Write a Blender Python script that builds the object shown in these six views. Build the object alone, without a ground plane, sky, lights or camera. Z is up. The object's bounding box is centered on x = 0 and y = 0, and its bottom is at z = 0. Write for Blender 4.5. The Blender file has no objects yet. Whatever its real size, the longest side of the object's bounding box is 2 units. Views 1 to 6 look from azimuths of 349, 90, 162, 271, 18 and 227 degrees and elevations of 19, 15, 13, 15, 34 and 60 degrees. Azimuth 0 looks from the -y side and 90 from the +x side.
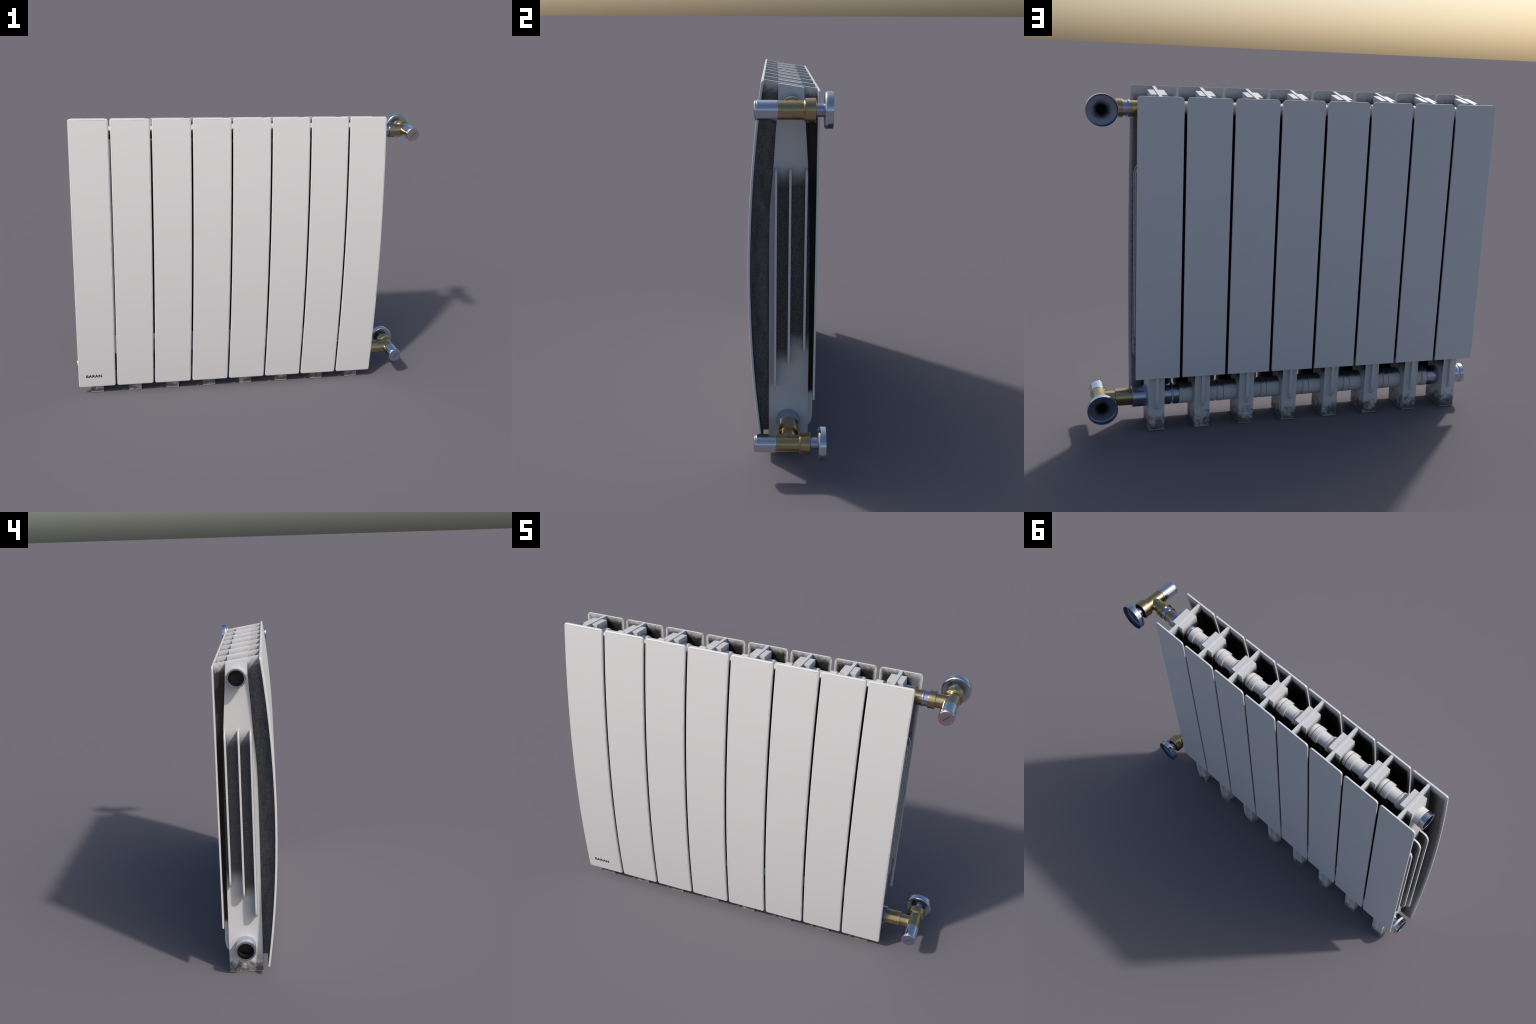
"""Sectional panel radiator: eight cast sections, joined by painted nipples,
with a brass angle valve and a wall rosette at the top and bottom of one end."""
import bpy, bmesh, math
from mathutils import Vector, Matrix

# ------------------------------------------------------------------ sizes
N = 8                      # sections
PITCH = 0.2223
X0 = 0.6677                # centre of the section next to the valves
PANEL_W = 0.2086
FRONT_W = 0.2125
CORE_W = 0.0755
WEB_T = 0.0152
Z_TOP, Z_LOW = 1.5330, 0.1500   # pipe axes
Y_PIPE = 0.0110
X_VALVE = 0.9292

def top_line(y):           # every casting is cut off along this slanted line
    return 1.6125 - 0.160 * y

# ------------------------------------------------------------------ nodes
def new_mat(name, rough=0.4, metal=0.0):
    m = bpy.data.materials.new(name)
    m.use_nodes = True
    nt = m.node_tree
    b = nt.nodes["Principled BSDF"]
    b.inputs["Roughness"].default_value = rough
    b.inputs["Metallic"].default_value = metal
    return m, nt, b

def nd(nt, kind, **kw):
    n = nt.nodes.new(kind)
    for k, v in kw.items():
        setattr(n, k, v)
    return n

def math_node(nt, op, a, b=None, clamp=False):
    n = nd(nt, "ShaderNodeMath", operation=op, use_clamp=clamp)
    for i, s in enumerate((a, b)):
        if s is None:
            continue
        if isinstance(s, (int, float)):
            n.inputs[i].default_value = s
        else:
            nt.links.new(s, n.inputs[i])
    return n.outputs[0]

def remap(nt, val, lo, hi, a=0.0, b=1.0, smooth=True):
    n = nd(nt, "ShaderNodeMapRange")
    n.interpolation_type = 'SMOOTHSTEP' if smooth else 'LINEAR'
    nt.links.new(val, n.inputs["Value"])
    for k, v in (("From Min", lo), ("From Max", hi), ("To Min", a), ("To Max", b)):
        n.inputs[k].default_value = v
    return n.outputs[0]

def noise(nt, vec, scale, detail=4.0, rough=0.6):
    n = nd(nt, "ShaderNodeTexNoise")
    n.inputs["Scale"].default_value = scale
    n.inputs["Detail"].default_value = detail
    n.inputs["Roughness"].default_value = rough
    nt.links.new(vec, n.inputs["Vector"])
    return n.outputs["Fac"]

def mix_rgb(nt, fac, c1, c2):
    n = nd(nt, "ShaderNodeMix", data_type='RGBA')
    if isinstance(fac, (int, float)):
        n.inputs[0].default_value = fac
    else:
        nt.links.new(fac, n.inputs[0])
    for idx, c in ((6, c1), (7, c2)):
        if isinstance(c, tuple):
            n.inputs[idx].default_value = (*c, 1.0)
        else:
            nt.links.new(c, n.inputs[idx])
    return n.outputs[2]

WHITE = (0.647, 0.643, 0.643)
BACK_WHITE = (0.70, 0.70, 0.70)
DIRT_SHADE = (0.022, 0.0195, 0.0165)  # grime colour that also carries the shade painted into recesses
DUST_SHADE = (0.20, 0.20, 0.20)  # paler mix of grime and painted shade for the open end faces

def position(nt):
    g = nd(nt, "ShaderNodeNewGeometry")
    s = nd(nt, "ShaderNodeSeparateXYZ")
    nt.links.new(g.outputs["Position"], s.inputs[0])
    return g.outputs["Position"], s.outputs

def object_co(nt):
    t = nd(nt, "ShaderNodeTexCoord")
    s = nd(nt, "ShaderNodeSeparateXYZ")
    nt.links.new(t.outputs["Object"], s.inputs[0])
    return t.outputs["Object"], s.outputs

def paint_front():
    """Clean white powder coat; a thin broken line of baked shade where the edge rounding starts."""
    m, nt, b = new_mat("white_powder_coat", 0.42)
    co, (x, y, z) = object_co(nt)
    base = mix_rgb(nt, noise(nt, co, 2.0, 2.0), WHITE, tuple(c * 0.99 for c in WHITE))
    # distance in from the rounded outline
    rc = 0.0125
    qx = math_node(nt, 'SUBTRACT', math_node(nt, 'ABSOLUTE', x), FRONT_W / 2 - rc)
    qz = math_node(nt, 'SUBTRACT', math_node(nt, 'ABSOLUTE', math_node(nt, 'SUBTRACT', z, 0.8435)), 0.7865 - rc)
    px, pz = math_node(nt, 'MAXIMUM', qx, 0.0), math_node(nt, 'MAXIMUM', qz, 0.0)
    ln = math_node(nt, 'SQRT', math_node(nt, 'ADD', math_node(nt, 'MULTIPLY', px, px), math_node(nt, 'MULTIPLY', pz, pz)))
    sd = math_node(nt, 'ADD', ln, math_node(nt, 'MINIMUM', math_node(nt, 'MAXIMUM', qx, qz), 0.0))
    d = math_node(nt, 'ABSOLUTE', math_node(nt, 'ADD', sd, 0.0066 - rc))
    line = remap(nt, d, 0.0003, 0.0010, 1.0, 0.0)
    brk = remap(nt, noise(nt, position(nt)[0], 14.0, 3.0), 0.36, 0.56)
    f = math_node(nt, 'MULTIPLY', line, brk)
    f = math_node(nt, 'MULTIPLY', f, remap(nt, x, -0.09, 0.06, 0.35, 0.85))
    f = math_node(nt, 'MULTIPLY', f, remap(nt, z, 0.09, 0.14))
    col = mix_rgb(nt, f, base, (0.10, 0.10, 0.10))
    nt.links.new(col, b.inputs["Base Color"])
    return m

def paint_plain(name="white_paint", col=WHITE):
    m, nt, b = new_mat(name, 0.42)
    co, _ = object_co(nt)
    col = mix_rgb(nt, noise(nt, co, 9.0), col, tuple(c * 0.97 for c in col))
    nt.links.new(col, b.inputs["Base Color"])
    return m

def gap_mask(nt, x):
    """1 between the sections, 0 on the two outward ends of the row."""
    e = math_node(nt, 'MAXIMUM', remap(nt, x, 0.6695, 0.6735), remap(nt, x, -0.8905, -0.8945))
    return math_node(nt, 'SUBTRACT', 1.0, e), e

def paint_low_pipe():
    """Lower pipes: baked shade painted with a grainy rim along top and front."""
    m, nt, b = new_mat("shaded_pipe_paint", 0.45)
    pos, (x, y, z) = position(nt)
    k = math_node(nt, 'ADD', z, math_node(nt, 'MULTIPLY', math_node(nt, 'SUBTRACT', noise(nt, pos, 60.0, 5.0, 0.7), 0.5), 0.020))
    f = math_node(nt, 'MAXIMUM', remap(nt, k, 0.181, 0.193), remap(nt, math_node(nt, 'ADD', y, math_node(nt, 'SUBTRACT', z, k)), -0.004, -0.012))
    f = math_node(nt, 'MULTIPLY', f, 0.9)
    nt.links.new(mix_rgb(nt, f, WHITE, DIRT_SHADE), b.inputs["Base Color"])
    return m

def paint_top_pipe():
    """Upper pipes: recess shade painted dark, with grain, underneath and in front."""
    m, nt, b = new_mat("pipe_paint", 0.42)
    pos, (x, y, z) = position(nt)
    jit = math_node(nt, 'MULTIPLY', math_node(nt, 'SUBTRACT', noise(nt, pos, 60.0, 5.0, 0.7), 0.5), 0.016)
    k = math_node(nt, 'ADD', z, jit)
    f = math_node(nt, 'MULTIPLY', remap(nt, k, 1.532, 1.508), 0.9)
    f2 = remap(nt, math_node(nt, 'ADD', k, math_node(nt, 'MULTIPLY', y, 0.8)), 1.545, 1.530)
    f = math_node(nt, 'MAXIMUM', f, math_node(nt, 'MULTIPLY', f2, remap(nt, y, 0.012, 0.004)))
    nt.links.new(mix_rgb(nt, f, WHITE, DIRT_SHADE), b.inputs["Base Color"])
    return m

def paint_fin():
    """Fins: grime and baked shade in the colour, fading outward on the two ends."""
    m, nt, b = new_mat("shade_grime_fin_paint", 0.5)
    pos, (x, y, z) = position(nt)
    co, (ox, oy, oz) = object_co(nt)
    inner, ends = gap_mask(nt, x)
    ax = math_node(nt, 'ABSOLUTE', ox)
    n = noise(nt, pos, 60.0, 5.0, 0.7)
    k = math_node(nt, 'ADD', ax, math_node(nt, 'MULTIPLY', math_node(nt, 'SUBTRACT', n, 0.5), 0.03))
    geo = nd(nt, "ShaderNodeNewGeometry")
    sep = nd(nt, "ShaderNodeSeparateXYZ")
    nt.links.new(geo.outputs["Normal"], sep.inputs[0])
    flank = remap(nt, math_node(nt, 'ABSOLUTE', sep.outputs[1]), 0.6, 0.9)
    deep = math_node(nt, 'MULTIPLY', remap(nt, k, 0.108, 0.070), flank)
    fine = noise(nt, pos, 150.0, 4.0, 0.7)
    dust_shade = mix_rgb(nt, remap(nt, fine, 0.35, 0.7), tuple(c * 0.15 for c in DUST_SHADE), tuple(c * 0.5 for c in DUST_SHADE))
    end_col = mix_rgb(nt, deep, WHITE, dust_shade)
    col = mix_rgb(nt, ends, DIRT_SHADE, end_col)
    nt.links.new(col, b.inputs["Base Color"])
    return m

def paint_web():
    """Web between the panels: grime and baked shade deep inside, paler on the two open ends."""
    m, nt, b = new_mat("shade_grime_web_paint", 0.6)
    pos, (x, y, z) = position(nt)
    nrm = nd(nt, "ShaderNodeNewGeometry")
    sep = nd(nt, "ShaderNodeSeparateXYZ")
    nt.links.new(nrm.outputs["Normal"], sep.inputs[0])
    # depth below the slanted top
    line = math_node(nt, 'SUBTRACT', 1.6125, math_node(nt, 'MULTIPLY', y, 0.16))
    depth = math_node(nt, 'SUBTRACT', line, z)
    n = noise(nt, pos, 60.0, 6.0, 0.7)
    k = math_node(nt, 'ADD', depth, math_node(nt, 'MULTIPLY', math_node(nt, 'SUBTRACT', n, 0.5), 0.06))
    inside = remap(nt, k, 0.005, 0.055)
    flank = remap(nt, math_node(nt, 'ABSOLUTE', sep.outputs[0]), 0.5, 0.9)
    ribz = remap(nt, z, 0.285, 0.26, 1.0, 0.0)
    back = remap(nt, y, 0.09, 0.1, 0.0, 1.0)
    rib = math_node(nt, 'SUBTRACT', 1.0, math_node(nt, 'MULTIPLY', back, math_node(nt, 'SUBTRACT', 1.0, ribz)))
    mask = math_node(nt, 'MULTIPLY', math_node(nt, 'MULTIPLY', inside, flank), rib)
    # open ends get a paler painted shade
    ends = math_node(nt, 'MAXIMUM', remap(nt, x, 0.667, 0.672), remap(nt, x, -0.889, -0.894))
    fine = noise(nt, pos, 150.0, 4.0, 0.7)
    dust_shade = mix_rgb(nt, remap(nt, fine, 0.35, 0.7), tuple(c * 0.65 for c in DUST_SHADE), tuple(c * 1.35 for c in DUST_SHADE))
    # streaky stains, and recess shade painted near black behind the channel
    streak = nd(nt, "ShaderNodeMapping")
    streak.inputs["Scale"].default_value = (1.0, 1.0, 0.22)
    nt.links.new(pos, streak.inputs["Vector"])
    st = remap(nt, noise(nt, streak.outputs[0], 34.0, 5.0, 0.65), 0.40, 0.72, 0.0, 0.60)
    dust_shade = mix_rgb(nt, st, dust_shade, tuple(c * 0.25 for c in DUST_SHADE))
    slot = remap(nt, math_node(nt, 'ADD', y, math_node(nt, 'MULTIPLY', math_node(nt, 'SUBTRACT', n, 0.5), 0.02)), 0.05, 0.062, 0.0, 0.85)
    dust_shade = mix_rgb(nt, slot, dust_shade, DIRT_SHADE)
    dirt_shade = mix_rgb(nt, ends, DIRT_SHADE, dust_shade)
    col = mix_rgb(nt, mask, WHITE, dirt_shade)
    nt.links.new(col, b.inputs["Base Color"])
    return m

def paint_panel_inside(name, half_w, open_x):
    """Inner face of a panel: grime and baked recess shade away from its free edges."""
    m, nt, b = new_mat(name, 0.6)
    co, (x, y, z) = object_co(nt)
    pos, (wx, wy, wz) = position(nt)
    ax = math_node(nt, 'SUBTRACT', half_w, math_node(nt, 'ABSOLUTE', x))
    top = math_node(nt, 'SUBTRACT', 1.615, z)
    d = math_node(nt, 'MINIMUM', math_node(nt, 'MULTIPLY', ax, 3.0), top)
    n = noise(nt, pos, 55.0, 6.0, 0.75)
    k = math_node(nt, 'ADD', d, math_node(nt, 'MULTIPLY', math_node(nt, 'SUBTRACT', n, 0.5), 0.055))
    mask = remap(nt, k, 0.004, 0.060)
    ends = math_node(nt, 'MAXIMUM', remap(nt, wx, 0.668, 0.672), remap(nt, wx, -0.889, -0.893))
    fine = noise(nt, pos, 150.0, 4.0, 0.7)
    dust_shade = mix_rgb(nt, remap(nt, fine, 0.35, 0.7), tuple(c * 0.7 for c in DUST_SHADE), tuple(c * 1.3 for c in DUST_SHADE))
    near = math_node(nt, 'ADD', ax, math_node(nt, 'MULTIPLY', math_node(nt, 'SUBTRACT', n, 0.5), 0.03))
    dust_shade = mix_rgb(nt, remap(nt, near, 0.030, 0.080), dust_shade, tuple(c * 1.3 for c in DIRT_SHADE))
    dirt_shade = mix_rgb(nt, ends, DIRT_SHADE, dust_shade)
    col = mix_rgb(nt, mask, WHITE, dirt_shade)
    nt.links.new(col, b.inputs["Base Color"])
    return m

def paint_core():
    """Water channel: grime and baked shade between fins and sections, scuffed dark foot."""
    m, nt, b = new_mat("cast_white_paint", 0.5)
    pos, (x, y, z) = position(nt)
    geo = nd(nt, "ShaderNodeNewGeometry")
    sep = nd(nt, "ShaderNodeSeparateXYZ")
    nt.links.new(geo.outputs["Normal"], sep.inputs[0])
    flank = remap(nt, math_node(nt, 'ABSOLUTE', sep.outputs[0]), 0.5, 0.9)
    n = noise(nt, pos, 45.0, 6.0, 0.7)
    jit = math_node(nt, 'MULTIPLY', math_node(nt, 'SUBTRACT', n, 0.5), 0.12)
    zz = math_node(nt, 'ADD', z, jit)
    # each channel between two fins holds painted shade and grime down to the end of its rear fin
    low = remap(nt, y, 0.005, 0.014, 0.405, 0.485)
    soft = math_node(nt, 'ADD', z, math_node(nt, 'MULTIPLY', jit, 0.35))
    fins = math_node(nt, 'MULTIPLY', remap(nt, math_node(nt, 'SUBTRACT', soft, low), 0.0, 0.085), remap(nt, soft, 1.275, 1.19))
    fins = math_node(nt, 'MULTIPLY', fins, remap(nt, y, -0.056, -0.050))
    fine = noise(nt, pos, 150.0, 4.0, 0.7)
    dust_shade = mix_rgb(nt, remap(nt, fine, 0.35, 0.7), tuple(c * 0.35 for c in DUST_SHADE), tuple(c * 1.0 for c in DUST_SHADE))
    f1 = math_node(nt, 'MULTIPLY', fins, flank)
    col = mix_rgb(nt, f1, WHITE, dust_shade)
    # between the sections recess shade is painted dark down the flanks
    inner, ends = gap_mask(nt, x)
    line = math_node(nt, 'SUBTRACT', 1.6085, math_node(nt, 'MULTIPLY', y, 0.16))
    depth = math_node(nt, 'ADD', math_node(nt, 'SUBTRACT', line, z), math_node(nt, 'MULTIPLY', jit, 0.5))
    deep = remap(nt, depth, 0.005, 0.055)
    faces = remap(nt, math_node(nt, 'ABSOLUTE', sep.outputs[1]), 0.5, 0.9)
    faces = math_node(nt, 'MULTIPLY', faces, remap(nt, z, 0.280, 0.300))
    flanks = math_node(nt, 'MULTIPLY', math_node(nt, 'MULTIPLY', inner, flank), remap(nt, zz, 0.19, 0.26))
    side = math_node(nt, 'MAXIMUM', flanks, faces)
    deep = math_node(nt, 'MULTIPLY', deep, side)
    col = mix_rgb(nt, deep, col, DIRT_SHADE)
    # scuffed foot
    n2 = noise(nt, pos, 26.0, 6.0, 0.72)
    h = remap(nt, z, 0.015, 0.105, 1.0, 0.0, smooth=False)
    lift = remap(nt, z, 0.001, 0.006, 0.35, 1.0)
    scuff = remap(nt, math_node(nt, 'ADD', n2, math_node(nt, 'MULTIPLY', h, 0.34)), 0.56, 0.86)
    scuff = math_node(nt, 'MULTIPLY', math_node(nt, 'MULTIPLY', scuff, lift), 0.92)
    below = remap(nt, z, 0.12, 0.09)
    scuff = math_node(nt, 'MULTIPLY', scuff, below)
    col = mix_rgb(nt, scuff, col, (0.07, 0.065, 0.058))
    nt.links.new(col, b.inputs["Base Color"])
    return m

def metal(name, col, rough, stain=None, scale=40.0, amt=0.5):
    m, nt, b = new_mat(name, rough, 1.0)
    co, _ = object_co(nt)
    n = noise(nt, co, scale, 5.0, 0.65)
    f = remap(nt, n, 0.52, 0.72, 0.0, amt)
    c = mix_rgb(nt, f, col, stain if stain else tuple(v * 0.6 for v in col))
    nt.links.new(c, b.inputs["Base Color"])
    r = remap(nt, n, 0.3, 0.75, rough * 0.85, rough * 1.35)
    nt.links.new(r, b.inputs["Roughness"])
    return m

def dull_cup():
    """Inside of the rosette: dull chrome, darker in blotches round the pipe hole."""
    m, nt, b = new_mat("dull_chrome", 0.38, 1.0)
    co, (x, y, z) = object_co(nt)
    r = math_node(nt, 'SQRT', math_node(nt, 'ADD', math_node(nt, 'MULTIPLY', x, x), math_node(nt, 'MULTIPLY', z, z)))
    k = math_node(nt, 'ADD', r, math_node(nt, 'MULTIPLY', math_node(nt, 'SUBTRACT', noise(nt, position(nt)[0], 45.0, 5.0, 0.65), 0.5), 0.025))
    f = remap(nt, k, 0.052, 0.020)
    col = mix_rgb(nt, f, (0.24, 0.27, 0.36), (0.030, 0.030, 0.032))
    nt.links.new(col, b.inputs["Base Color"])
    nt.links.new(remap(nt, f, 0.0, 1.0, 0.38, 0.7), b.inputs["Roughness"])
    return m

def flat(name, col, rough=0.5, met=0.0):
    m, nt, b = new_mat(name, rough, met)
    b.inputs["Base Color"].default_value = (*col, 1)
    return m

M_FRONT = paint_front()
M_PLAIN = paint_plain()
M_BACK = paint_plain("white_back_paint", BACK_WHITE)
M_LOW = paint_low_pipe()
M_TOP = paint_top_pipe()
M_FIN = paint_fin()
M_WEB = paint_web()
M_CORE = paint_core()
M_INSIDE = paint_panel_inside("shade_grime_inside_paint", PANEL_W / 2, True)
M_BRASS = metal("aged_brass", (0.47, 0.37, 0.20), 0.22, (0.22, 0.16, 0.08), 24.0, 0.45)
M_CHROME = metal("polished_chrome", (0.60, 0.655, 0.73), 0.12, (0.5, 0.52, 0.56), 30.0, 0.3)
M_STEEL = metal("blued_zinc", (0.44, 0.47, 0.62), 0.22, (0.26, 0.28, 0.40), 22.0, 0.5)
M_ROSE = metal("satin_chrome", (0.50, 0.53, 0.60), 0.30, (0.34, 0.36, 0.42), 20.0, 0.3)
M_CUP = dull_cup()
M_BORE = flat("dark_bore", (0.024, 0.021, 0.018), 0.7)
M_FACE = flat("satin_dial", (0.40, 0.43, 0.46), 0.40, 1.0)
M_GROOVE = flat("groove_grey", (0.10, 0.095, 0.09), 0.6)
M_BLACK = flat("black_print", (0.012, 0.012, 0.012), 0.5)
M_RED = flat("red_print", (0.62, 0.035, 0.03), 0.5)
M_BLUE = flat("blue_print", (0.05, 0.06, 0.45), 0.5)

# ------------------------------------------------------------------ mesh helpers
def finish(bm, name, mats, angle=32.0):
    bmesh.ops.remove_doubles(bm, verts=bm.verts, dist=1e-6)
    bmesh.ops.recalc_face_normals(bm, faces=bm.faces)
    lim = math.radians(angle)
    for f in bm.faces:
        f.smooth = True
    for e in bm.edges:
        e.smooth = len(e.link_faces) == 2 and e.calc_face_angle(0.0) < lim
    me = bpy.data.meshes.new(name)
    bm.to_mesh(me)
    bm.free()
    for m in mats:
        me.materials.append(m)
    # flat faces keep their own normal next to rounded edges
    tmp = bpy.data.objects.new("tmp", me)
    bpy.context.scene.collection.objects.link(tmp)
    w = tmp.modifiers.new("w", 'WEIGHTED_NORMAL')
    w.keep_sharp = True
    out = bpy.data.meshes.new_from_object(tmp.evaluated_get(bpy.context.evaluated_depsgraph_get()))
    bpy.data.objects.remove(tmp)
    bpy.data.meshes.remove(me)
    out.name = name
    return out

def add(name, me, parent=None, loc=(0, 0, 0)):
    ob = bpy.data.objects.new(name, me)
    bpy.context.scene.collection.objects.link(ob)
    ob.location = loc
    if parent:
        ob.parent = parent
    return ob

def chamfer(profile, b=0.0015):
    """Round each convex/concave corner of an open (pos, radius) profile."""
    out = [profile[0]]
    for i in range(1, len(profile) - 1):
        p, a, c = Vector(profile[i]), Vector(profile[i - 1]), Vector(profile[i + 1])
        da, dc = a - p, c - p
        la, lc = da.length, dc.length
        if la < 1e-7 or lc < 1e-7:
            continue
        if da.angle(dc) > math.radians(160):
            out.append(tuple(p))
            continue
        k = min(b, la * 0.45, lc * 0.45)
        p0, p2 = p + da / la * k, p + dc / lc * k
        for t in (0.0, 0.5, 1.0):
            q = p0 * (1 - t) ** 2 + p * 2 * t * (1 - t) + p2 * t * t
            out.append(tuple(q))
    out.append(profile[-1])
    return out

def lathe(bm, profile, axis, centre, seg=48, mat=0, rnd=0.0015):
    """Revolve (pos, radius) along x or y through centre=(other coords)."""
    if rnd:
        profile = chamfer(profile, rnd)
    rings = []
    for pos, r in profile:
        if r < 1e-6:
            p = (pos, *centre) if axis == 'x' else (centre[0], pos, centre[1])
            rings.append([bm.verts.new(p)])
            continue
        ring = []
        for i in range(seg):
            a = 2 * math.pi * i / seg
            u, v = r * math.cos(a), r * math.sin(a)
            p = (pos, centre[0] + u, centre[1] + v) if axis == 'x' else (centre[0] + u, pos, centre[1] + v)
            ring.append(bm.verts.new(p))
        rings.append(ring)
    for r0, r1 in zip(rings, rings[1:]):
        n = max(len(r0), len(r1))
        for i in range(n):
            j = (i + 1) % n
            if len(r0) == 1:
                vs = (r0[0], r1[i], r1[j])
            elif len(r1) == 1:
                vs = (r0[i], r0[j], r1[0])
            else:
                vs = (r0[i], r0[j], r1[j], r1[i])
            f = bm.faces.new(vs)
            f.material_index = mat
    return rings

def lathe_mesh(name, profile, axis, centre, mats, seg=48, rnd=0.0015):
    bm = bmesh.new()
    lathe(bm, profile, axis, centre, seg, 0, rnd)
    return finish(bm, name, mats)

def spline(pts, t):
    """Catmull-Rom value through sorted (t, value) points."""
    if t <= pts[0][0]:
        (a, va), (b, vb) = pts[0], pts[1]
        return va + (vb - va) * (t - a) / (b - a)
    if t >= pts[-1][0]:
        (a, va), (b, vb) = pts[-2], pts[-1]
        return va + (vb - va) * (t - a) / (b - a)
    for i in range(len(pts) - 1):
        if pts[i][0] <= t <= pts[i + 1][0]:
            (t1, v1), (t2, v2) = pts[i], pts[i + 1]
            t0, v0 = pts[i - 1] if i > 0 else (2 * t1 - t2, 2 * v1 - v2)
            t3, v3 = pts[i + 2] if i + 2 < len(pts) else (2 * t2 - t1, 2 * v2 - v1)
            m1 = (v2 - v0) / (t2 - t0) * (t2 - t1)
            m2 = (v3 - v1) / (t3 - t1) * (t2 - t1)
            s = (t - t1) / (t2 - t1)
            return ((2 * s**3 - 3 * s**2 + 1) * v1 + (s**3 - 2 * s**2 + s) * m1
                    + (-2 * s**3 + 3 * s**2) * v2 + (s**3 - s**2) * m2)

def plate(outline, axis, lo, hi, name, mats, bev=0.0):
    """Extrude a closed 2-D outline along x (outline = y,z) or y (outline = x,z)."""
    bm = bmesh.new()
    mk = (lambda d, a, b: (d, a, b)) if axis == 'x' else (lambda d, a, b: (a, d, b))
    va = [bm.verts.new(mk(lo, a, b)) for a, b in outline]
    vb = [bm.verts.new(mk(hi, a, b)) for a, b in outline]
    n = len(outline)
    bm.faces.new(va)
    bm.faces.new(vb)
    for i in range(n):
        j = (i + 1) % n
        bm.faces.new((va[i], va[j], vb[j], vb[i]))
    bmesh.ops.recalc_face_normals(bm, faces=bm.faces)
    if bev:
        es = [e for e in bm.edges if e.calc_face_angle(0.0) > math.radians(50)]
        bmesh.ops.bevel(bm, geom=es, offset=bev, segments=2, profile=0.5, affect='EDGES', clamp_overlap=True)
    return finish(bm, name, mats)

# ------------------------------------------------------------------ front panel
Z_MID = 0.843
F_TOP, F_BOT = 1.6300, 0.0522
F_T = 0.0100

def front_y(z):
    return -0.1640 + (z - Z_MID) ** 2 / 11.40     # shallow arc

def front_panel_mesh():
    r, b = 0.0125, 0.0062        # corner radius, edge rounding
    hw = FRONT_W / 2
    ds = [0.0, 0.0003, 0.0012, 0.0027, 0.0045, 0.0065, 0.009, r]
    zs = [F_BOT + d for d in ds]
    n = 60
    zs += [F_BOT + r + (F_TOP - F_BOT - 2 * r) * i / n for i in range(1, n)]
    zs += [F_TOP - d for d in reversed(ds)]
    bm = bmesh.new()
    rings = []
    for z in zs:
        d = min(z - F_BOT, F_TOP - z)
        w = hw - (r - math.sqrt(max(0.0, r * r - (r - min(d, r)) ** 2)))
        yf = front_y(z)
        yb = yf + F_T
        # rounding of the visible edge: deepest at the rim
        def roll(e):
            e = min(max(e, 0.0), b)
            return 0.0042 * (1 - math.sqrt(max(0.0, 1 - ((b - e) / b) ** 2)))
        ring = [(-w, yb), (-w, yf + max(roll(0), roll(d)))]
        for e in (0.0006, 0.0018, 0.0035, b):
            ring.append((-w + e, yf + max(roll(e), roll(d))))
        ring += [(-x, y) for x, y in reversed(ring)]
        rings.append([bm.verts.new((x, y, z)) for x, y in ring])
    m = len(rings[0])
    for r0, r1 in zip(rings, rings[1:]):
        for i in range(m):
            j = (i + 1) % m
            f = bm.faces.new((r0[i], r0[j], r1[j], r1[i]))
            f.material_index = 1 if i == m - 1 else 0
    bm.faces.new(rings[0])
    bm.faces.new(rings[-1])
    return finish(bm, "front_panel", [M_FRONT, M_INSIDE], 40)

# ------------------------------------------------------------------ back panel
B_Y0, B_Y1 = 0.1155, 0.1236
B_BOT = 0.2745

def back_panel_mesh():
    hw, r = PANEL_W / 2, 0.0172
    top = 1.5935
    pts = [(-hw, B_BOT), (hw, B_BOT)]
    for i in range(9):
        a = math.pi / 2 * i / 8
        pts.append((hw - r + r * math.cos(a), top - r + r * math.sin(a)))
    for i in range(9):
        a = math.pi / 2 + math.pi / 2 * i / 8
        pts.append((-hw + r + r * math.cos(a), top - r + r * math.sin(a)))
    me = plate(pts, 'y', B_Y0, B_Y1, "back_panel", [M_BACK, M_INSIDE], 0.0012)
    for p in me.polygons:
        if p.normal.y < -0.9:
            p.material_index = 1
    return me

# ------------------------------------------------------------------ water channel with foot
CORE_FRONT = [(0.0, -0.0745), (0.3, -0.0750), (0.70, -0.0757), (0.95, -0.0757), (1.05, -0.0748), (1.114, -0.0730),
              (1.195, -0.0667), (1.28, -0.0598), (1.379, -0.0540), (1.467, -0.0478), (1.543, -0.0430), (1.62, -0.0405)]
CORE_BACK = [(0.0, 0.0983), (0.35, 0.0975), (0.7, 0.0965), (0.95, 0.0945), (1.12, 0.0895), (1.2725, 0.0829), (1.354, 0.0778),
             (1.431, 0.0722), (1.503, 0.0678), (1.60, 0.0612)]

def core_mesh():
    front = [(spline(CORE_FRONT, z), z) for z in [0.0] + [0.1 * i for i in range(1, 9)] + [0.85 + 0.05 * i for i in range(0, 15)]]
    yt = spline(CORE_FRONT, 1.615)
    front.append((yt, top_line(yt) - 0.0042))
    back = [(spline(CORE_BACK, z), z) for z in [0.0] + [0.1 * i for i in range(1, 9)] + [0.85 + 0.05 * i for i in range(0, 15)]]
    yb = spline(CORE_BACK, 1.598)
    back.append((yb, top_line(yb) - 0.0042))
    outline = front + back[::-1]
    return plate(outline, 'x', -CORE_W / 2, CORE_W / 2, "water_channel", [M_CORE], 0.0016)

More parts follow.
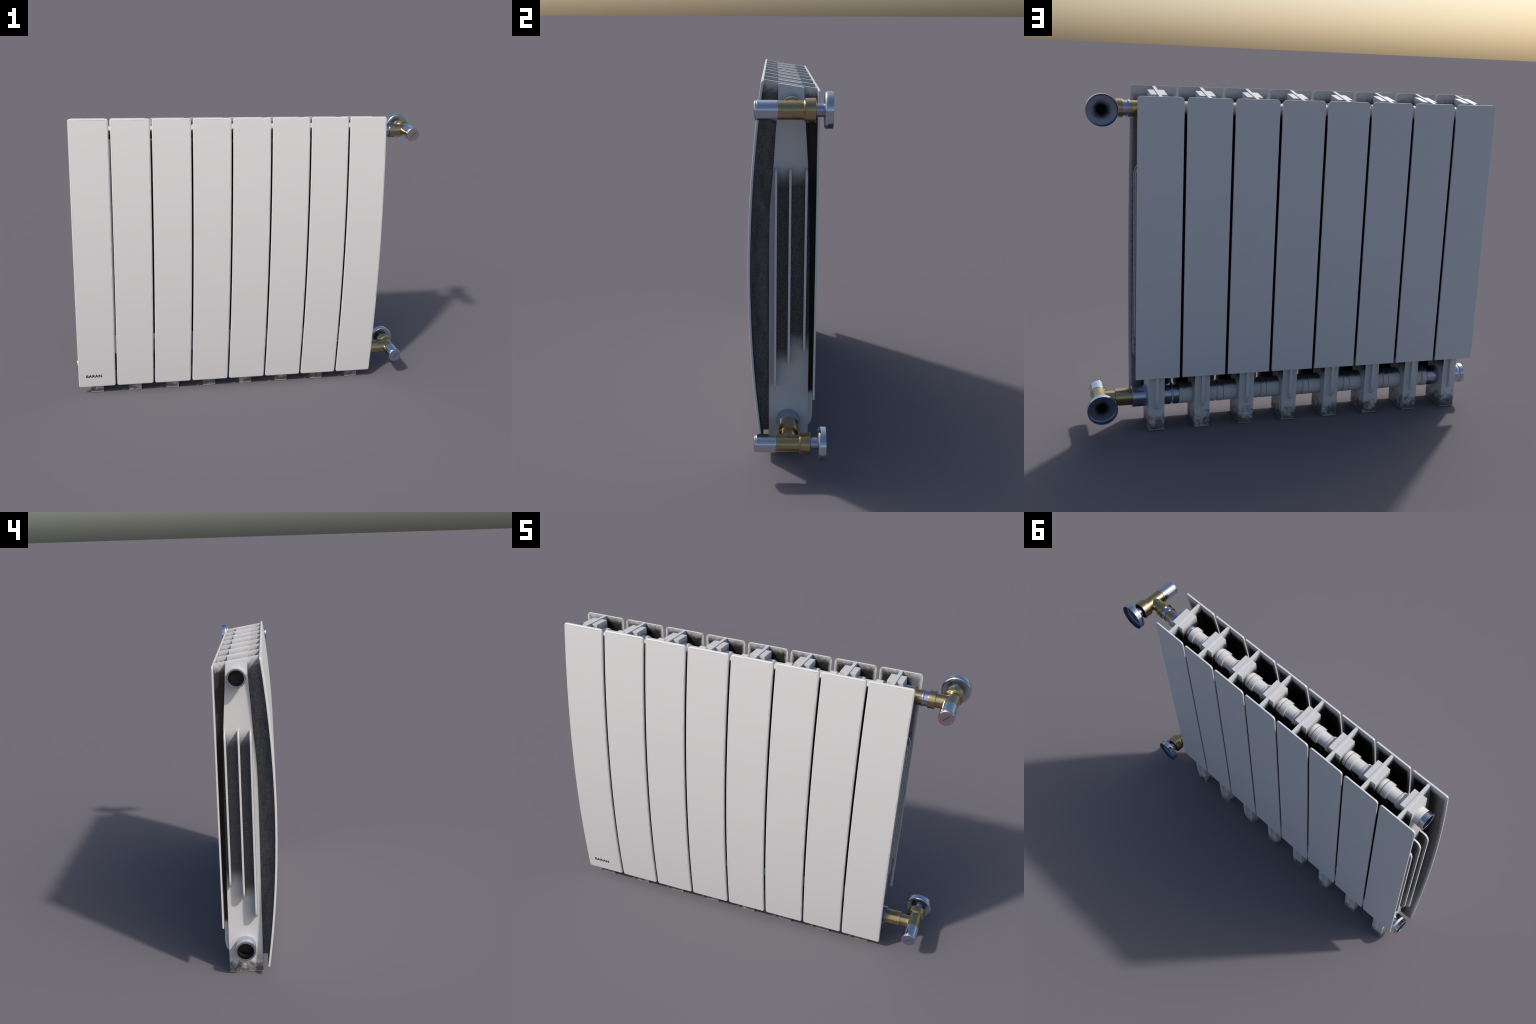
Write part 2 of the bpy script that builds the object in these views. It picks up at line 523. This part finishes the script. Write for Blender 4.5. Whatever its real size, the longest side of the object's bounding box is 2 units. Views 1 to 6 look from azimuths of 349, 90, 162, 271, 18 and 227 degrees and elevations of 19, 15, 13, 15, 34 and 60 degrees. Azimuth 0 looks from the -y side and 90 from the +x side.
# ------------------------------------------------------------------ web (ties both panels to the channel)
def web_mesh():
    inset = F_T - 0.0035
    pts = []
    nz = 34
    z0, z1 = 0.0850, 1.6285
    for i in range(nz + 1):
        z = z0 + (z1 - z0) * i / nz
        pts.append((front_y(z) + inset, z))
    yb = B_Y0 + 0.0030
    pts.append((yb, top_line(yb) - 0.0008))
    pts.append((yb, 0.2700))
    # the lower end shows as a rib on the back of the foot
    for y, z in [(0.1178, 0.262), (0.1182, 0.165), (0.1172, 0.150), (0.1135, 0.132), (0.107, 0.117), (0.099, 0.109), (0.090, 0.106)]:
        pts.append((y, z))
    pts.append((0.0, 0.0850))
    return plate(pts, 'x', -WEB_T / 2, WEB_T / 2, "web", [M_WEB], 0.0004)

# ------------------------------------------------------------------ fins
def fin_mesh(z_low):
    hx, rx, rz = 0.0967, 0.033, 0.048
    top = 1.2755
    pts = []
    for sx, sz in ((1, 1), (-1, 1), (-1, -1), (1, -1)):
        cx, cz = sx * (hx - rx), (top - rz) if sz > 0 else (z_low + rz)
        arc = []
        for i in range(11):
            a = math.pi / 2 * i / 10
            arc.append((cx + sx * rx * math.cos(a), cz + sz * rz * math.sin(a)))
        if sx * sz < 0:
            arc.reverse()
        pts += arc
    return plate(pts, 'y', -0.0049, 0.0049, "fin", [M_FIN], 0.0012)

# ------------------------------------------------------------------ assemble sections
root = bpy.data.objects.new("radiator", None)
bpy.context.scene.collection.objects.link(root)
root["label"] = "white eight section panel radiator with brass and chrome valves"
root["category"] = "radiator"

me_front, me_back, me_core, me_web = front_panel_mesh(), back_panel_mesh(), core_mesh(), web_mesh()
FINS = [(-0.0486, fin_mesh(0.317)), (0.0095, fin_mesh(0.423)), (0.0750, fin_mesh(0.482))]
last_front = None
for i in range(N):
    x = X0 - i * PITCH
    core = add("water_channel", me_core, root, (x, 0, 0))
    last_front = add("front_panel", me_front, core)
    add("back_panel", me_back, core)
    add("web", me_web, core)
    for y, me in FINS:
        add("fin", me, core, (0, y, 0))

# ------------------------------------------------------------------ connecting pipes (x measured from the section centre, towards -x)
def pipe_part(name, profile, z, mat, rnd=0.0015):
    return lathe_mesh(name, [(-p, r) for p, r in profile], 'x', (Y_PIPE, z), [mat], 56, rnd)

E0, E1 = 0.034, 0.188          # buried in the two channels
def joint_meshes(z, low):
    if low:
        return {
            "a": [(E0, 0.0515), (0.070, 0.0525), (0.0775, 0.0520), (0.0795, 0.0490), (0.0795, 0.040)],
            "b": [(0.0700, 0.0455), (0.0900, 0.0455)],
            "c": [(0.0875, 0.040), (0.0875, 0.0522), (0.1142, 0.0524), (0.1142, 0.040)],
            "d": [(0.1164, 0.040), (0.1164, 0.0512), (0.174, 0.0512), (0.1815, 0.0495), (0.1860, 0.0455), (E1, 0.0440)],
        }
    return {
        "a": [(E0, 0.0370), (0.0390, 0.0393), (0.0440, 0.0415), (0.0555, 0.0418), (0.0580, 0.0400), (0.0580, 0.030)],
        "b": [(0.0560, 0.0378), (0.0700, 0.0378)],
        "c": [(0.0612, 0.030), (0.0612, 0.0412), (0.0640, 0.0436), (0.0960, 0.0440), (0.0965, 0.0430), (0.0965, 0.030)],
        "d": [(0.0930, 0.0355), (0.1470, 0.0358), (0.1520, 0.0425), (0.1655, 0.0434), (0.1670, 0.0405), (0.1690, 0.0405), (0.1700, 0.0425), (E1, 0.0428)],
    }

PIECE = {"a": "pipe_collar", "b": "pipe_neck", "c": "pipe_ring", "d": "connecting_pipe"}
CACHE = {}
for low, z in ((False, Z_TOP), (True, Z_LOW)):
    prof = joint_meshes(z, low)
    for i in range(N - 1):
        x = X0 - i * PITCH
        parent = None
        for key in "dabc":
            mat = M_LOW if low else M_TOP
            if i == 0 and (key == "a" or (low and key == "c")):
                mat = M_STEEL
            if i == N - 2 and low and key == "d":
                mat = M_STEEL
            if key == "b" and not low:
                mat = M_GROOVE  # recessed groove piece takes a darker flat colour
            ck = (low, key, mat.name)
            if ck not in CACHE:
                CACHE[ck] = pipe_part(PIECE[key], prof[key], z, mat)
            if key == "d":
                parent = add(PIECE[key], CACHE[ck], root, (x, 0, 0))
            else:
                add(PIECE[key], CACHE[ck], parent)

# open pipe ends on the far side
def open_end(name, x0, x1, r, bore, z, mat):
    """Sleeve from x0 to the open mouth at x1, with a bored dark inside."""
    bm = bmesh.new()
    lathe(bm, [(x0, r - 0.006), (x0, r), (x1, r), (x1, bore), (x1 + 0.030, bore - 0.0008)], 'x', (Y_PIPE, z), 56, 0, 0.0014)
    lathe(bm, [(x1 + 0.030, bore - 0.0008), (x_end - 0.001, bore - 0.0008), (x_end - 0.001, 0.0)], 'x', (Y_PIPE, z), 56, 1, 0)
    return finish(bm, name, [mat, M_BORE])

x_end = X0 - (N - 1) * PITCH - CORE_W / 2
sleeve = add("end_sleeve", lathe_mesh("end_sleeve", [(x_end + 0.004, 0.0440), (-0.9575, 0.0446), (-0.9588, 0.0430), (-0.9588, 0.040)],
             'x', (Y_PIPE, Z_TOP), [M_PLAIN], 56), root)
add("pipe_mouth", open_end("pipe_mouth", -0.9592, -0.9865, 0.0458, 0.0375, Z_TOP, M_CHROME), sleeve)
sleeve = add("end_sleeve", lathe_mesh("end_sleeve", [(x_end + 0.004, 0.0520), (-0.9660, 0.0522), (-0.9660, 0.045)],
             'x', (Y_PIPE, Z_LOW), [M_CHROME], 56), root)
add("pipe_neck", lathe_mesh("pipe_neck", [(-0.964, 0.0500), (-0.9740, 0.0500), (-0.9770, 0.0470), (-0.9800, 0.0470)],
    'x', (Y_PIPE, Z_LOW), [M_PLAIN], 56), sleeve)
add("pipe_mouth", open_end("pipe_mouth", -0.9790, -1.0000, 0.0522, 0.0425, Z_LOW, M_CHROME), sleeve)

# ------------------------------------------------------------------ valves
def ring_sector(bm, cx, cz, y, r, w, a0, a1, t=0.0007):
    n = max(3, int(abs(a1 - a0) / 6))
    rows = []
    for i in range(n + 1):
        a = math.radians(a0 + (a1 - a0) * i / n)
        q = []
        for rr, yy in ((r - w / 2, y), (r + w / 2, y), (r + w / 2, y - t), (r - w / 2, y - t)):
            q.append(bm.verts.new((cx + rr * math.cos(a), yy, cz + rr * math.sin(a))))
        rows.append(q)
    for q0, q1 in zip(rows, rows[1:]):
        for i in range(4):
            j = (i + 1) % 4
            bm.faces.new((q0[i], q0[j], q1[j], q1[i]))
    bm.faces.new(rows[0])
    bm.faces.new(rows[-1])

def prism(bm, pts, y, t):
    a = [bm.verts.new((px, y, pz)) for px, pz in pts]
    b = [bm.verts.new((px, y - t, pz)) for px, pz in pts]
    bm.faces.new(a)
    bm.faces.new(b)
    for i in range(len(pts)):
        j = (i + 1) % len(pts)
        bm.faces.new((a[i], a[j], b[j], b[i]))

def valve(z, mark):
    cx = X_VALVE
    c = (cx, z)
    # brass tee body with a stepped rear collar
    bm = bmesh.new()
    lathe(bm, [(-0.0450, 0.030), (-0.0440, 0.0362), (0.0535, 0.0362), (0.0550, 0.0395), (0.0575, 0.0400),
               (0.0590, 0.0455), (0.0985, 0.0462), (0.1005, 0.0440), (0.1000, 0.0425)], 'y', c, 64, 0, 0.0010)
    body = add("valve_body", finish(bm, "valve_body", [M_BRASS]), root)
    # near-black bush in the open back of the collar
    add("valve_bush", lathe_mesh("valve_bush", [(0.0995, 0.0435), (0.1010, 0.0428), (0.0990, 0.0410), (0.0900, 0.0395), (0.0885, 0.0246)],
        'y', c, [M_BORE], 56, 0.0006), body)
    add("valve_stem", lathe_mesh("valve_stem", [(0.060, 0.0250), (0.135, 0.0250)], 'y', c, [M_STEEL], 48, 0), body)
    # chrome cap
    add("valve_cap", lathe_mesh("valve_cap", [(-0.0430, 0.0), (-0.0430, 0.0372), (-0.0450, 0.0382), (-0.1235, 0.0382), (-0.1245, 0.0370),
        (-0.1268, 0.0370), (-0.1278, 0.0380), (-0.1310, 0.0372), (-0.1330, 0.0345), (-0.1325, 0.0322), (-0.1325, 0.0)], 'y', c, [M_CHROME], 64, 0.0005), body)
    add("dial", lathe_mesh("dial", [(-0.1315, 0.0334), (-0.1334, 0.0334), (-0.1334, 0.0)], 'y', c, [M_FACE], 64, 0.0004), body)
    bm = bmesh.new()
    yd = -0.1333
    R, W = 0.0283, 0.0017
    ring_sector(bm, cx, z, yd, R, W, 146, 296)
    ring_sector(bm, cx, z, yd, R, W, 112, -34)
    for a, s in ((146, 1), (-34, 1)):
        a1 = math.radians(a)
        rad = Vector((math.cos(a1), math.sin(a1)))
        tan = Vector((math.sin(a1), -math.cos(a1)))
        o = Vector((cx, z)) + rad * R
        prism(bm, [tuple(o + rad * 0.0040), tuple(o + tan * 0.0085 * s - rad * 0.001), tuple(o - rad * 0.0042)], yd, 0.0007)
    add("arrow_mark", finish(bm, "arrow_mark", [mark]), body)
    bm = bmesh.new()
    d = Vector((math.cos(math.radians(46)), math.sin(math.radians(46))))
    p = Vector((-d.y, d.x)) * 0.0013
    o = Vector((cx, z))
    prism(bm, [tuple(o + d * 0.0200 + p), tuple(o - d * 0.0200 + p), tuple(o - d * 0.0200 - p), tuple(o + d * 0.0200 - p)], yd, 0.0005)
    add("slot_mark", finish(bm, "slot_mark", [M_BLACK]), body)
    # rosette: shallow cup open to the wall
    rose = add("wall_rosette", lathe_mesh("wall_rosette", [(0.1335, 0.0630), (0.1319, 0.0630), (0.1327, 0.0662), (0.1352, 0.0690), (0.1390, 0.0707), (0.1440, 0.0711),
        (0.1642, 0.0704), (0.1642, 0.0690), (0.1590, 0.0690)], 'y', c, [M_CHROME], 72, 0.0008), body)
    add("rosette_plate", lathe_mesh("rosette_plate", [(0.1322, 0.0240), (0.1322, 0.0632)], 'y', c, [M_ROSE], 72, 0), body)
    add("rosette_dish", lathe_mesh("rosette_dish", [(0.1610, 0.0692), (0.1500, 0.0692), (0.1430, 0.0690), (0.1385, 0.0670), (0.1358, 0.0625), (0.1346, 0.0450),
        (0.1336, 0.0270), (0.1312, 0.0220), (0.1200, 0.0212)], 'y', (0, 0), [M_CUP], 72, 0.0012), body, (cx, 0, z))
    add("pipe_bore", lathe_mesh("pipe_bore", [(0.1300, 0.0216), (0.047, 0.0216), (0.047, 0.0)], 'y', c, [M_BORE], 40, 0), body)
    return body

top_valve = valve(Z_TOP - 0.0018, M_RED)
low_valve = valve(Z_LOW - 0.0005, M_BLUE)

def arm(name, prof, z, mat, parent, rnd=0.0012):
    add(name, lathe_mesh(name, prof, 'x', (Y_PIPE, z), [mat], 56, rnd), parent)

zt = Z_TOP - 0.0012
arm("valve_arm", [(0.8450, 0.0330), (0.9300, 0.0330)], zt, M_BRASS, top_valve)
arm("valve_nut", [(0.8255, 0.0330), (0.8255, 0.0420), (0.8570, 0.0420), (0.8570, 0.0300)], zt, M_BRASS, top_valve)
arm("valve_sleeve", [(0.8270, 0.0362), (0.8035, 0.0362), (0.8030, 0.0405), (0.7955, 0.0405), (0.7950, 0.0330)], zt, M_STEEL, top_valve)
arm("brass_sleeve", [(0.7960, 0.0366), (0.7440, 0.0366)], zt, M_BRASS, top_valve)
arm("inlet_collar", [(0.7520, 0.0300), (0.7520, 0.0455), (0.7000, 0.0460)], zt, M_STEEL, top_valve)

zl = Z_LOW - 0.0003
arm("valve_arm", [(0.8450, 0.0330), (0.9300, 0.0330)], zl, M_BRASS, low_valve)
arm("brass_sleeve", [(0.7720, 0.0424), (0.8565, 0.0424), (0.8565, 0.0300)], zl, M_BRASS, low_valve)
arm("inlet_collar", [(0.7770, 0.0380), (0.7770, 0.0522), (0.7150, 0.0522), (0.7065, 0.0510), (0.7000, 0.0495)], zl, M_STEEL, low_valve)

# ------------------------------------------------------------------ lettering on the far front panel
cu = bpy.data.curves.new("lettering", 'FONT')
cu.body = "BARAN"
cu.size = 1.0
cu.extrude = 0.02
cu.offset = 0.012
cu.space_character = 1.12
tmp = bpy.data.objects.new("lettering_tmp", cu)
bpy.context.scene.collection.objects.link(tmp)
dg = bpy.context.evaluated_depsgraph_get()
me = bpy.data.meshes.new_from_object(tmp.evaluated_get(dg))
bpy.data.objects.remove(tmp)
xs = [v.co.x for v in me.vertices]
ys = [v.co.y for v in me.vertices]
bold = 0.0018                      # heavy strokes: three overlapping strikes
sx, sy = (0.0905 - bold) / (max(xs) - min(xs)), 0.0174 / (max(ys) - min(ys))
strikes = bmesh.new()
for k in range(3):
    part = me.copy()
    for v in part.vertices:
        lx = -0.9518 + (v.co.x - min(xs)) * sx + bold * k / 2
        lz = 0.1172 + (v.co.y - min(ys)) * sy
        v.co = (lx, front_y(lz) - (0.0007 + 0.00012 * k if v.co.z > 0 else -0.0006), lz)
    strikes.from_mesh(part)
    bpy.data.meshes.remove(part)
lettering = bpy.data.meshes.new("lettering")
strikes.to_mesh(lettering)
strikes.free()
bpy.data.meshes.remove(me)
lettering.materials.append(M_BLACK)
for p in lettering.polygons:
    p.material_index = 0
add("lettering", lettering, root)
